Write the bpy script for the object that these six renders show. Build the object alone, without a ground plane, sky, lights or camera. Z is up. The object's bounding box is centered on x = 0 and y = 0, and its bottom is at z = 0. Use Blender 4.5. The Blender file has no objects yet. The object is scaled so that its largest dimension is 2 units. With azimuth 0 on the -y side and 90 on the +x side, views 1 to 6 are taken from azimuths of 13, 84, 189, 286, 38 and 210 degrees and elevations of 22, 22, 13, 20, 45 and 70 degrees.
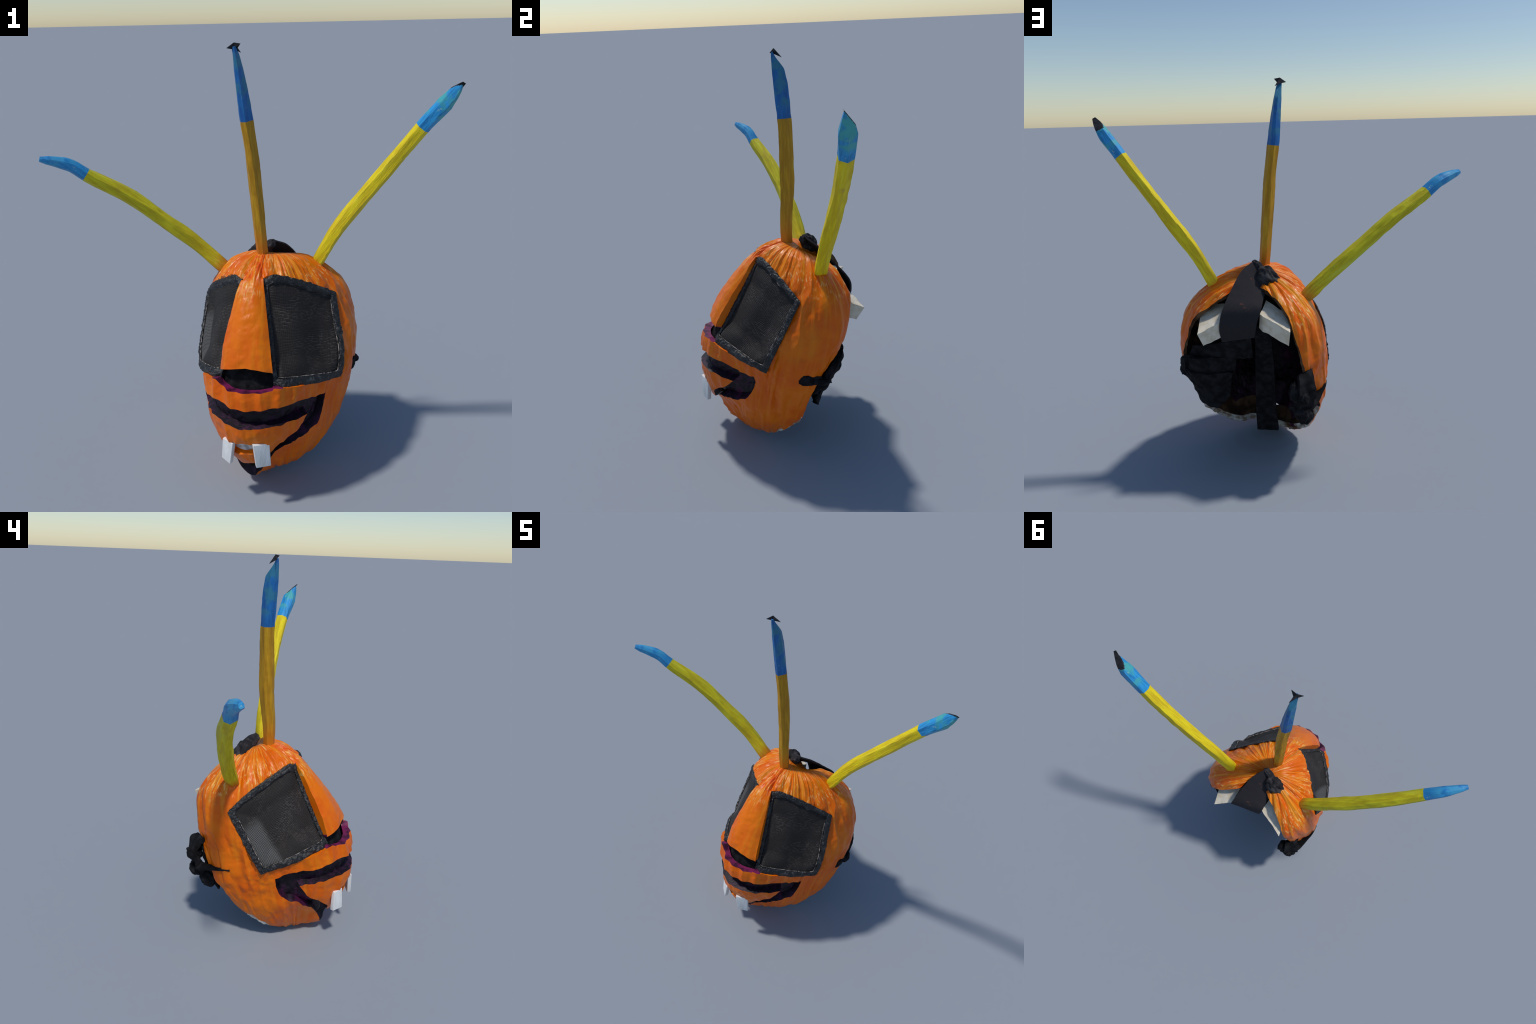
"""Carved pumpkin mask: an orange pumpkin shell cut open at the back, taped mesh
eyes, wedge nose, smiling mouth with two buck teeth, three whittled wooden horns,
a head strap, foam pads and knotted cloth ties."""
import bpy, bmesh, math
import numpy as np
from mathutils import Vector, Matrix
from mathutils.geometry import tessellate_polygon

RNG = np.random.default_rng(7)
COL = bpy.context.scene.collection

# ------------------------------------------------------------------ head frame
# rows: lateral axis, backward axis, stem axis of the tilted pumpkin
HEAD = np.array([[0.9838, -0.1454, 0.1048],
                 [0.1628, 0.9695, -0.1830],
                 [-0.0750, 0.1971, 0.9775]])
HEAD_ORIGIN = np.array([0.135, 0.030, 0.530])
HEAD_MATRIX = Matrix([[*HEAD[:, 0], HEAD_ORIGIN[0]], [*HEAD[:, 1], HEAD_ORIGIN[1]],
                      [*HEAD[:, 2], HEAD_ORIGIN[2]], [0, 0, 0, 1]])


def to_head(p):
    return (np.asarray(p, float) - HEAD_ORIGIN) @ HEAD.T


def to_world(q):
    return np.asarray(q, float) @ HEAD + HEAD_ORIGIN


def direction(lon, lat):
    """unit vector in the head frame; longitude 0 is the face, + to the wearer's left"""
    lo, la = np.radians(lon), np.radians(lat)
    return np.stack([np.sin(lo) * np.cos(la), -np.cos(lo) * np.cos(la), np.sin(la) + 0 * lo], -1)


def lonlat(q):
    q = np.asarray(q, float)
    r = np.linalg.norm(q, axis=-1)
    return (np.degrees(np.arctan2(q[..., 0], -q[..., 1])),
            np.degrees(np.arcsin(np.clip(q[..., 2] / r, -1, 1))), r)


# ------------------------------------------------------------------ noise
_PERM = np.random.default_rng(11).random(65536)


def _hash(i, j, k):
    return _PERM[(i * 73856093 ^ j * 19349663 ^ k * 83492791) & 65535]


def noise(p, octaves=1):
    """smooth value noise in -1..1"""
    p = np.asarray(p, float)
    total, amp, norm = 0, 1.0, 0
    for o in range(octaves):
        q = p * 2 ** o + 17.3 * o
        f = np.floor(q).astype(np.int64)
        t = q - f
        t = t * t * (3 - 2 * t)
        v = 0
        for a in (0, 1):
            for b in (0, 1):
                for c in (0, 1):
                    w = (np.where(a, t[..., 0], 1 - t[..., 0]) * np.where(b, t[..., 1], 1 - t[..., 1])
                         * np.where(c, t[..., 2], 1 - t[..., 2]))
                    v = v + w * _hash(f[..., 0] + a, f[..., 1] + b, f[..., 2] + c)
        total = total + amp * (2 * v - 1)
        norm += amp
        amp *= 0.5
    return total / norm


def smooth(e0, e1, x):
    t = np.clip((x - e0) / (e1 - e0), 0, 1)
    return t * t * (3 - 2 * t)


# ------------------------------------------------------------------ pumpkin form
# latitude ring: mean radius, then front/side lean, ovalness and three-sidedness
RINGS = np.array([
    (-90, 0.537, 0.000, 0.000, 0.000, 0.000, 0.000, 0.000),
    (-75, 0.520, 0.038, -0.009, -0.009, -0.010, 0.002, 0.001),
    (-60, 0.466, 0.070, -0.006, -0.020, -0.023, 0.013, 0.004),
    (-45, 0.421, 0.061, -0.003, -0.009, -0.020, 0.029, 0.006),
    (-30, 0.404, 0.025, -0.009, 0.014, -0.002, 0.038, 0.004),
    (-15, 0.400, 0.000, -0.012, 0.021, 0.010, 0.033, 0.000),
    (0, 0.396, 0.000, -0.003, 0.012, 0.009, 0.026, -0.001),
    (15, 0.395, -0.003, 0.004, 0.003, 0.001, 0.033, 0.001),
    (30, 0.410, -0.024, -0.003, 0.001, -0.006, 0.047, 0.001),
    (45, 0.445, -0.035, -0.012, -0.001, -0.009, 0.045, -0.001),
    (60, 0.491, -0.015, -0.009, -0.003, -0.008, 0.024, -0.001),
    (75, 0.530, 0.004, 0.000, -0.002, -0.003, 0.004, 0.000),
    (90, 0.545, 0.000, 0.000, 0.000, 0.000, 0.000, 0.000)])
# local swellings (+) and hollows (-): longitude, latitude, height, spread in degrees
SWELLINGS = [(46, 24, .015, 20), (-46, 24, .013, 20), (64, -36, .014, 15), (-64, -33, .012, 13),
             (45, -8, -.014, 13), (-45, -8, -.010, 13), (2, -8, .010, 11),
             (-44, -55, -.044, 12), (-33, -61, -.014, 7), (-13, -64, .044, 7.5), (0, -48, .018, 7), (31, -56, -.028, 11),
             (-105, -47, .034, 15), (-94, -58, .010, 11), (-62, -60, -.012, 12), (-122, 50, .010, 16), (128, 50, .008, 16)]


def ring_terms(lat):
    """Catmull-Rom between the rings"""
    x = (np.asarray(lat, float) + 90) / 15
    i = np.clip(np.floor(x).astype(int), 0, len(RINGS) - 2)
    t = (x - i)[..., None]
    P = np.vstack([RINGS[1], RINGS, RINGS[-2]])[:, 1:]
    a, b, c, d = P[i], P[i + 1], P[i + 2], P[i + 3]
    return .5 * (2 * b + (c - a) * t + (2 * a - 5 * b + 4 * c - d) * t ** 2 + (3 * b - a - 3 * c + d) * t ** 3)


DIMPLE = to_head((0.130, 0.190, 1.03))
DIMPLE /= np.linalg.norm(DIMPLE)
NOTCH = [direction(3.0, 75.0), direction(14.0, 64.5), direction(-10.0, 62.5)]
DIMPLE_BACK = to_head((0.150, 0.330, 0.98))
DIMPLE_BACK /= np.linalg.norm(DIMPLE_BACK)


def plain_radius(lon, lat):
    """skin radius without the ribs"""
    c = ring_terms(lat)
    lo = np.radians(lon)
    r = c[..., 0]
    for k in (1, 2, 3):
        r = r + c[..., 2 * k - 1] * np.cos(k * lo) + c[..., 2 * k] * np.sin(k * lo)
    d = direction(lon, lat)
    for b_lon, b_lat, height, spread in SWELLINGS:
        gap = np.linalg.norm(d - direction(b_lon, b_lat), axis=-1)
        r = r + height * np.exp(-(gap / np.radians(spread)) ** 2)
    # stem dimple, drawn out toward the opening at the back
    dist1 = np.linalg.norm(d - DIMPLE, axis=-1)
    dist2 = np.linalg.norm(d - DIMPLE_BACK, axis=-1)
    r = r - 0.050 * np.exp(-(dist1 / 0.15) ** 2) - 0.030 * np.exp(-(dist2 / 0.20) ** 2)
    # nose ridge: rounded off toward its two edges
    on_nose = smooth(26, 17, np.abs(lon - 2)) * smooth(4, 9, lat) * smooth(66, 50, lat)
    r = r - on_nose * (0.012 * (np.abs(lon - 2.5) / 16) ** 3 + 0.002)
    return r


def skin_radius(lon, lat):
    """outer skin with ribs, wrinkles and lumps"""
    lon = np.asarray(lon, float)
    lat = np.asarray(lat, float)
    d = direction(lon, lat)
    lo = np.radians(lon)
    ring = np.stack([np.cos(lo), np.sin(lo), 0 * lo], -1)
    warp = noise(np.stack([ring[..., 0] * 3.5, ring[..., 1] * 3.5, lat / 40], -1), 2) * 0.75
    phase = 30 * (lo + warp * 0.50) / 2
    rib = np.abs(np.sin(phase)) ** 0.7 - 0.7
    strength = 0.40 + 0.75 * noise(np.stack([ring[..., 0] * 5, ring[..., 1] * 5, lat / 22 + 3], -1), 2)
    high = smooth(25, 62, lat)
    pole = smooth(90, 66, np.abs(lat))
    nose_face = smooth(24, 15, np.abs(lon - 2)) * smooth(4, 9, lat) * smooth(66, 58, lat)
    face = smooth(45, 20, np.abs(lon)) * smooth(40, 20, lat)
    amp = (0.0065 - .0035 * face + 0.0035 * high) * np.clip(strength + .30, 0.0, 1.4) * pole * (1 - nose_face)
    r = plain_radius(lon, lat) + amp * rib
    # fine wrinkles running along the meridians, strongest round the stem
    wr = noise(np.stack([ring[..., 0] * 17, ring[..., 1] * 17, lat / 9], -1), 2)
    r = r + wr * (0.0010 + 0.0016 * high) * pole * (1 - .8 * nose_face)
    # broad uneven swellings along the flanks, dents, and fine lumps
    flank = .45 - 1.6 * np.abs(noise(np.stack([ring[..., 0] * 6, ring[..., 1] * 6, lat / 30 + 7], -1), 2))
    r = r + 0.0140 * flank * smooth(88, 66, np.abs(lat)) * (1 - .8 * nose_face)
    r = r + 0.0050 * noise(d * 10 + 5, 2) + 0.0014 * noise(d * 30, 2)
    # painted-over notch: two short grooves running from the nose bridge to the eyes
    for a, b in ((NOTCH[0], NOTCH[1]), (NOTCH[0], NOTCH[2])):
        ab = b - a
        t = np.clip(((d - a) * ab).sum(-1) / (ab @ ab), 0, 1)
        gap = np.linalg.norm(d - a - t[..., None] * ab, axis=-1)
        r = r - (.004 + .012 * t) * np.exp(-(gap / .022) ** 2)
    return r


FRONT_THICKNESS, BACK_THICKNESS = 0.036, 0.016


def inner_radius(lon, lat):
    d = direction(lon, lat)
    thick = FRONT_THICKNESS + (BACK_THICKNESS - FRONT_THICKNESS) * smooth(-.25, .35, d[..., 1])
    thick = thick + .004 * smooth(-.7, -.95, d[..., 2])
    return plain_radius(lon, lat) - thick * (1 + 0.15 * noise(d * 5, 2)) - 0.004 + 0.003 * noise(d * 24, 2)


# outline of the big opening at the back (longitude, latitude), with a notch running up to the stem
BACK_OPENING = [(-144, 70.5), (-136, 60), (-134, 50), (-133, 41), (-130.5, 33), (-128, 22), (-124.5, 13), (-120, 0), (-111, -16.5),
                (-109, -29), (-108, -42), (-97, -50), (-91, -55), (-83, -65), (-51, -74.5), (-20, -80), (33, -78), (81, -75.5), (99, -66),
                (107.5, -55.5), (113, -47), (114.5, -38), (113, -22), (118, 0), (131, 25), (134, 36), (137, 44), (142, 52), (145, 59.5), (149, 65),
                (146, 71), (140, 77), (170, 80), (-158, 77)]


# ------------------------------------------------------------------ materials
def new_material(name):
    m = bpy.data.materials.new(name)
    m.use_nodes = True
    nt = m.node_tree
    nt.nodes.clear()
    out = nt.nodes.new('ShaderNodeOutputMaterial')
    b = nt.nodes.new('ShaderNodeBsdfPrincipled')
    nt.links.new(b.outputs[0], out.inputs[0])
    return m, nt, b


class Nodes:
    """tiny helper for wiring shader nodes"""

    def __init__(self, nt):
        self.nt = nt

    def put(self, node, name, v):
        s = node.inputs[name]
        if isinstance(v, bpy.types.NodeSocket):
            self.nt.links.new(v, s)
        else:
            s.default_value = v

    def coords(self):
        return self.nt.nodes.new('ShaderNodeTexCoord').outputs['Object']

    def mapping(self, vec, scale=(1, 1, 1), rot=(0, 0, 0), loc=(0, 0, 0)):
        n = self.nt.nodes.new('ShaderNodeMapping')
        self.put(n, 'Vector', vec)
        self.put(n, 'Scale', scale)
        self.put(n, 'Rotation', rot)
        self.put(n, 'Location', loc)
        return n.outputs[0]

    def noise(self, vec, scale, detail=4, rough=.55, distort=0.0):
        n = self.nt.nodes.new('ShaderNodeTexNoise')
        self.put(n, 'Vector', vec)
        self.put(n, 'Scale', scale)
        self.put(n, 'Detail', detail)
        self.put(n, 'Roughness', rough)
        self.put(n, 'Distortion', distort)
        return n.outputs['Fac']

    def voronoi(self, vec, scale):
        n = self.nt.nodes.new('ShaderNodeTexVoronoi')
        self.put(n, 'Vector', vec)
        self.put(n, 'Scale', scale)
        return n.outputs['Distance']

    def wave(self, vec, scale, direction='X', distort=0.0, detail=0, dscale=1.0):
        n = self.nt.nodes.new('ShaderNodeTexWave')
        n.bands_direction = direction
        self.put(n, 'Vector', vec)
        self.put(n, 'Scale', scale)
        self.put(n, 'Distortion', distort)
        self.put(n, 'Detail', detail)
        self.put(n, 'Detail Scale', dscale)
        return n.outputs['Fac']

    def math(self, op, a, b=0.0):
        n = self.nt.nodes.new('ShaderNodeMath')
        n.operation = op
        for i, v in enumerate((a, b)):
            if isinstance(v, bpy.types.NodeSocket):
                self.nt.links.new(v, n.inputs[i])
            else:
                n.inputs[i].default_value = v
        return n.outputs[0]

    def split(self, vec):
        n = self.nt.nodes.new('ShaderNodeSeparateXYZ')
        self.put(n, 'Vector', vec)
        return n.outputs

    def combine(self, x, y, z):
        n = self.nt.nodes.new('ShaderNodeCombineXYZ')
        for k, v in zip('XYZ', (x, y, z)):
            self.put(n, k, v)
        return n.outputs[0]

    def band(self, v, lo, hi):
        """0..1 smooth step of a value between lo and hi"""
        n = self.nt.nodes.new('ShaderNodeMapRange')
        n.interpolation_type = 'SMOOTHSTEP'
        self.put(n, 'Value', v)
        self.put(n, 'From Min', lo)
        self.put(n, 'From Max', hi)
        return n.outputs['Result']

    def mix(self, fac, a, b):
        n = self.nt.nodes.new('ShaderNodeMix')
        n.data_type = 'RGBA'
        for idx, v in ((0, fac), (6, a), (7, b)):
            if isinstance(v, bpy.types.NodeSocket):
                self.nt.links.new(v, n.inputs[idx])
            else:
                n.inputs[idx].default_value = (*v, 1) if isinstance(v, tuple) else v
        return n.outputs[2]

    def bump(self, height, strength=.3, distance=.003):
        n = self.nt.nodes.new('ShaderNodeBump')
        self.put(n, 'Height', height)
        self.put(n, 'Strength', strength)
        self.put(n, 'Distance', distance)
        return n.outputs[0]


def skin_material():
    m, nt, b = new_material('painted_pumpkin_skin')
    N = Nodes(nt)
    p = N.coords()
    x, y, z = N.split(p)
    ang = N.math('ARCTAN2', x, N.math('MULTIPLY', y, -1.0))
    streak_vec = N.combine(N.math('MULTIPLY', ang, 9.0), N.math('MULTIPLY', z, 9.0), 0.0)
    patch = N.band(N.noise(p, 5.5, 3), .38, .66)
    col = N.mix(patch, (0.75, 0.122, 0.0005), (0.81, 0.172, 0.001))
    long_streak = N.band(N.noise(N.combine(N.math('MULTIPLY', ang, 14.0), N.math('MULTIPLY', z, 3.0), 1.0), 1.0, 4), .45, .75)
    col = N.mix(N.math('MULTIPLY', long_streak, .45), col, (0.82, 0.26, 0.008))
    # dark tan patches scattered over the skin
    dark_patch = N.band(N.noise(N.mapping(p, loc=(3.1, 1.2, 0)), 6.0, 4, .6), .60, .80)
    col = N.mix(N.math('MULTIPLY', dark_patch, .45), col, (0.42, 0.13, 0.012))
    # worn paint: pale flecks lying along the ribs round the stem
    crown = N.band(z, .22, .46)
    col = N.mix(N.math('MULTIPLY', crown, N.math('MULTIPLY', long_streak, .8)), col, (0.86, 0.36, 0.02))
    top = N.band(z, 0.31, 0.44)
    fleck = N.band(N.noise(streak_vec, 3.6, 5, .62, .3), .54, .62)
    fleck = N.math('MULTIPLY', fleck, N.band(N.noise(p, 9.0, 3), .38, .54))
    col = N.mix(N.math('MULTIPLY', N.math('MULTIPLY', fleck, top), .75), col, (0.90, 0.62, 0.22))
    # red-orange paint pooled in the notch above the nose and by the nose wings
    redv = N.math('MULTIPLY', N.band(N.math('ABSOLUTE', N.math('ADD', ang, -.03)), .30, .05), N.band(z, .38, .43))
    redv = N.math('MULTIPLY', redv, N.band(N.noise(p, 30, 3), .4, .6))
    col = N.mix(N.math('MULTIPLY', redv, .8), col, (0.75, 0.075, 0.004))
    speck = N.band(N.voronoi(p, 34), .10, .05)
    speck = N.math('MULTIPLY', speck, N.band(N.noise(p, 11, 2), .58, .66))
    col = N.mix(N.math('MULTIPLY', speck, .7), col, (0.30, 0.06, 0.01))
    N.put(b, 'Base Color', col)
    N.put(b, 'Roughness', N.math('ADD', .24, N.math('MULTIPLY', N.noise(p, 14, 3), .22)))
    N.put(b, 'Specular IOR Level', .22)
    N.put(b, 'Coat Weight', .06)
    N.put(b, 'Coat Roughness', .16)
    h = N.math('ADD', N.math('MULTIPLY', N.noise(streak_vec, 5.0, 5, .6), .8), N.math('MULTIPLY', N.noise(p, 60, 4), .5))
    N.put(b, 'Normal', N.bump(h, .35, .004))
    return m


def flat_noise_material(name, a, b_col, scale=20, lo=.4, hi=.6, rough=.7, bump=.3, bscale=60, stretch=(1, 1, 1), spec=.3, dist=.004, c_col=None, cscale=8):
    m, nt, b = new_material(name)
    N = Nodes(nt)
    p = N.mapping(N.coords(), stretch)
    col = N.mix(N.band(N.noise(p, scale, 5), lo, hi), a, b_col)
    if c_col:
        col = N.mix(N.band(N.noise(p, cscale, 3), .52, .68), col, c_col)
    N.put(b, 'Base Color', col)
    N.put(b, 'Roughness', rough)
    N.put(b, 'Specular IOR Level', spec)
    N.put(b, 'Normal', N.bump(N.noise(p, bscale, 4), bump, dist))
    return m


def eye_mesh_material(name, light_side):
    """black woven screen; weft rows coloured paler for the light they catch, one side shows the open grid"""
    m, nt, b = new_material(name)
    N = Nodes(nt)
    p = N.coords()
    x, y, z = N.split(p)
    wob = N.math('MULTIPLY', N.math('SUBTRACT', N.noise(p, 5, 2), .5), .05)
    rows = N.wave(N.combine(x, N.math('ADD', y, wob), 0.0), 48, 'Y', .6, 1, 30)
    cols = N.wave(N.combine(N.math('ADD', x, wob), y, 0.0), 40, 'X', .6, 1, 30)
    thread = N.math('MULTIPLY', N.band(rows, .62, .95), N.band(N.noise(N.combine(N.math('MULTIPLY', x, 60), N.math('MULTIPLY', y, 160), 0.0), 1.0, 2), .42, .62))
    patches = N.band(N.noise(p, 9, 3), .42, .66)
    col = N.mix(N.math('MULTIPLY', N.math('MULTIPLY', thread, N.math('ADD', N.math('MULTIPLY', patches, .65), .10)), .85), (0.020, 0.017, 0.016), (0.17, 0.15, 0.14))
    if light_side:
        grid = N.math('MAXIMUM', N.band(rows, .55, .85), N.band(cols, .55, .85))
        side = N.math('MULTIPLY', N.band(x, .060, .095), N.band(y, .10, .03))
        col = N.mix(N.math('MULTIPLY', N.math('MULTIPLY', grid, side), .7), col, (0.16, 0.16, 0.155))
    brown_tint = N.band(N.noise(p, 4.5, 4), .55, .8)
    col = N.mix(N.math('MULTIPLY', brown_tint, .35), col, (0.075, 0.055, 0.042))
    N.put(b, 'Base Color', col)
    N.put(b, 'Roughness', .62)
    N.put(b, 'Specular IOR Level', .25)
    N.put(b, 'Normal', N.bump(N.math('ADD', rows, N.math('MULTIPLY', cols, .5)), .45, .003))
    return m


def horn_material(name, main, pale, dark, base_stain, foot, along):
    """painted whittled wood: grain along the stick, orange stain at the foot"""
    m, nt, b = new_material(name)
    N = Nodes(nt)
    p = N.coords()
    x, y, z = N.split(p)
    grain_vec = N.combine(N.math('MULTIPLY', x, 60.0), N.math('MULTIPLY', y, 60.0), N.math('MULTIPLY', z, 7.0))
    g = N.noise(grain_vec, 1.0, 5, .6)
    col = N.mix(N.band(g, .36, .66), dark, main)
    col = N.mix(N.math('MULTIPLY', N.band(N.noise(grain_vec, .45, 3), .55, .75), .8), col, pale)
    bare = N.band(N.noise(p, 13, 3), .64, .74)
    col = N.mix(N.math('MULTIPLY', bare, .45), col, base_stain)
    stain = N.math('ADD', z, N.math('MULTIPLY', N.math('SUBTRACT', N.noise(p, 25, 3), .5), .05))
    col = N.mix(N.math('MULTIPLY', N.band(stain, along, 0.0), .75), col, foot)
    N.put(b, 'Base Color', col)
    N.put(b, 'Roughness', .55)
    N.put(b, 'Specular IOR Level', .3)
    fine = N.noise(N.combine(N.math('MULTIPLY', x, 210.0), N.math('MULTIPLY', y, 210.0), N.math('MULTIPLY', z, 16.0)), 1.0, 4, .65)
    N.put(b, 'Base Color', N.mix(N.math('MULTIPLY', N.band(fine, .60, .72), .45), col, dark))
    N.put(b, 'Normal', N.bump(N.math('ADD', g, fine), .8, .005))
    return m


def tip_material(name, main, pale, teal, deep):
    m, nt, b = new_material(name)
    N = Nodes(nt)
    p = N.coords()
    x, y, z = N.split(p)
    grain_vec = N.combine(N.math('MULTIPLY', x, 70.0), N.math('MULTIPLY', y, 70.0), N.math('MULTIPLY', z, 9.0))
    g = N.noise(grain_vec, 1.0, 5, .6)
    col = N.mix(N.band(g, .35, .65), deep, main)
    tz = N.math('MULTIPLY', N.band(N.noise(p, 14, 3), .40, .56), N.band(z, .03, .09))
    col = N.mix(N.math('MULTIPLY', tz, .85), col, teal)
    worn = N.band(N.noise(N.mapping(p, (1, 1, .4)), 38, 4, .65), .63, .70)
    col = N.mix(N.math('MULTIPLY', worn, .8), col, pale)
    N.put(b, 'Base Color', col)
    N.put(b, 'Roughness', .5)
    N.put(b, 'Specular IOR Level', .35)
    N.put(b, 'Normal', N.bump(N.math('ADD', g, N.math('MULTIPLY', N.noise(p, 120, 3), .6)), .5, .004))
    return m


def strap_material():
    m, nt, b = new_material('woven_elastic_strap')
    N = Nodes(nt)
    p = N.coords()
    x, y, z = N.split(p)
    ribs = N.wave(p, 75, 'X', .4, 1, 8)
    rows = N.wave(p, 55, 'Y', .4, 1, 8)
    col = N.mix(N.math('MULTIPLY', ribs, .5), (0.022, 0.020, 0.023), (0.050, 0.046, 0.053))
    col = N.mix(N.math('MULTIPLY', N.band(N.noise(p, 26, 4), .66, .74), .6), col, (0.20, 0.07, 0.03))
    N.put(b, 'Base Color', col)
    N.put(b, 'Roughness', .85)
    N.put(b, 'Specular IOR Level', .2)
    N.put(b, 'Normal', N.bump(N.math('ADD', ribs, N.math('MULTIPLY', rows, .6)), .4, .002))
    return m


SKIN = skin_material()
PURPLE = flat_noise_material('purple_painted_cut', (0.007, 0.003, 0.008), (0.038, 0.009, 0.034), 30, .44, .70, .50, .6, 75, spec=.28, c_col=(0.062, 0.008, 0.040), cscale=8)
MAGENTA = flat_noise_material('magenta_painted_cut', (0.05, 0.006, 0.028), (0.20, 0.015, 0.090), 22, .40, .62, .45, .6, 70, spec=.4, c_col=(0.15, 0.012, 0.07), cscale=12)
FLESH = flat_noise_material('dry_pumpkin_flesh', (0.045, 0.022, 0.012), (0.13, 0.075, 0.040), 14, .40, .62, .85, .6, 50, spec=.15, c_col=(0.022, 0.011, 0.007), cscale=6)
RIM = flat_noise_material('cut_rim_flesh', (0.30, 0.22, 0.15), (0.62, 0.60, 0.55), 22, .38, .58, .8, .6, 60, spec=.2, c_col=(0.16, 0.075, 0.035), cscale=7)
TAPE = flat_noise_material('black_cloth_tape', (0.008, 0.008, 0.009), (0.070, 0.070, 0.074), 45, .50, .74, .42, 1.0, 90, spec=.5, dist=.006)  # second grey paints the highlights on the crinkles
THREAD = flat_noise_material('frayed_pale_thread', (0.05, 0.045, 0.045), (0.36, 0.31, 0.28), 60, .42, .60, .7, .5, 120, spec=.2)
CLOTH = flat_noise_material('black_cotton_cloth', (0.006, 0.006, 0.007), (0.018, 0.0175, 0.020), 24, .4, .65, .9, .6, 90, spec=.15)
FOAM = flat_noise_material('white_foam', (0.70, 0.60, 0.45), (0.82, 0.75, 0.62), 30, .35, .65, .85, .35, 160, spec=.15)
TOOTH = flat_noise_material('white_painted_wood', (0.70, 0.69, 0.67), (0.82, 0.82, 0.81), 40, .35, .65, .6, .3, 140, (1, 1, .25), spec=.3)
GUM = flat_noise_material('white_filler', (0.34, 0.34, 0.34), (0.78, 0.77, 0.75), 26, .38, .60, .7, .5, 80, spec=.3)
STRAP = strap_material()
CHARCOAL = flat_noise_material('charcoal_cut_wood', (0.018, 0.018, 0.022), (0.034, 0.033, 0.038), 30, .4, .6, .8, .3, 90, spec=.2)
FELT = flat_noise_material('charcoal_felt', (0.020, 0.019, 0.021), (0.058, 0.055, 0.060), 20, .4, .65, .9, .7, 90, spec=.15)
STEEL = flat_noise_material('dull_screw_steel', (0.06, 0.06, 0.062), (0.16, 0.16, 0.165), 60, .4, .6, .45, .2, 200, spec=.5)


# ------------------------------------------------------------------ mesh tools
ROOT = bpy.data.objects.new('pumpkin_mask', None)
COL.objects.link(ROOT)
ROOT['label'] = 'orange carved pumpkin mask with three yellow and blue horns'
ROOT['category'] = 'halloween mask'


def add_object(name, mesh, parent=ROOT, matrix=None, mats=()):
    ob = bpy.data.objects.new(name, mesh)
    COL.objects.link(ob)
    ob.parent = parent
    if matrix is not None:
        bpy.context.view_layer.update()
        ob.matrix_local = matrix if parent is ROOT else parent.matrix_world.inverted() @ matrix
    for mt in mats:
        mesh.materials.append(mt)
    return ob


def mesh_from(name, verts, faces):
    me = bpy.data.meshes.new(name)
    me.from_pydata([tuple(v) for v in verts], [], [tuple(int(i) for i in f) for f in faces])
    me.update()
    return me


def fix_normals(me):
    bm = bmesh.new()
    bm.from_mesh(me)
    bmesh.ops.recalc_face_normals(bm, faces=bm.faces)
    if bm.calc_volume(signed=True) < 0:
        bmesh.ops.reverse_faces(bm, faces=bm.faces)
    bm.to_mesh(me)
    bm.free()


def shade(me, angle=40):
    me.polygons.foreach_set('use_smooth', np.ones(len(me.polygons), bool))
    me.set_sharp_from_angle(angle=math.radians(angle))


def boolean(ob, cutters, op='DIFFERENCE'):
    for c in cutters:
        md = ob.modifiers.new('cut', 'BOOLEAN')
        md.operation = op
        md.object = c
        md.solver = 'MANIFOLD'
    bpy.context.view_layer.update()
    dg = bpy.context.evaluated_depsgraph_get()
    me = bpy.data.meshes.new_from_object(ob.evaluated_get(dg))
    ob.modifiers.clear()
    old = ob.data
    ob.data = me
    bpy.data.meshes.remove(old)
    return me


def curve_points(nodes, n, closed=False):
    """Catmull-Rom through control points, n samples per span"""
    P = np.asarray(nodes, float)
    if closed:
        Q = np.vstack([P[-1], P, P[0], P[1]])
        spans = len(P)
    else:
        Q = np.vstack([2 * P[0] - P[1], P, 2 * P[-1] - P[-2]])
        spans = len(P) - 1
    out = []
    t = np.linspace(0, 1, n, endpoint=False)[:, None]
    for i in range(spans):
        a, b, c, d = Q[i:i + 4]
        out.append(.5 * (2 * b + (c - a) * t + (2 * a - 5 * b + 4 * c - d) * t ** 2 + (3 * b - a - 3 * c + d) * t ** 3))
    if not closed:
        out.append(P[-1:])
    return np.vstack(out)


def smooth_outline(outline, n):
    """closed spline through longitude/latitude points, drawn on the unit sphere"""
    d = curve_points(direction(*np.array(outline, float).T), n, True)
    lo, la, _ = lonlat(d)
    return list(zip(lo, la))


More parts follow.
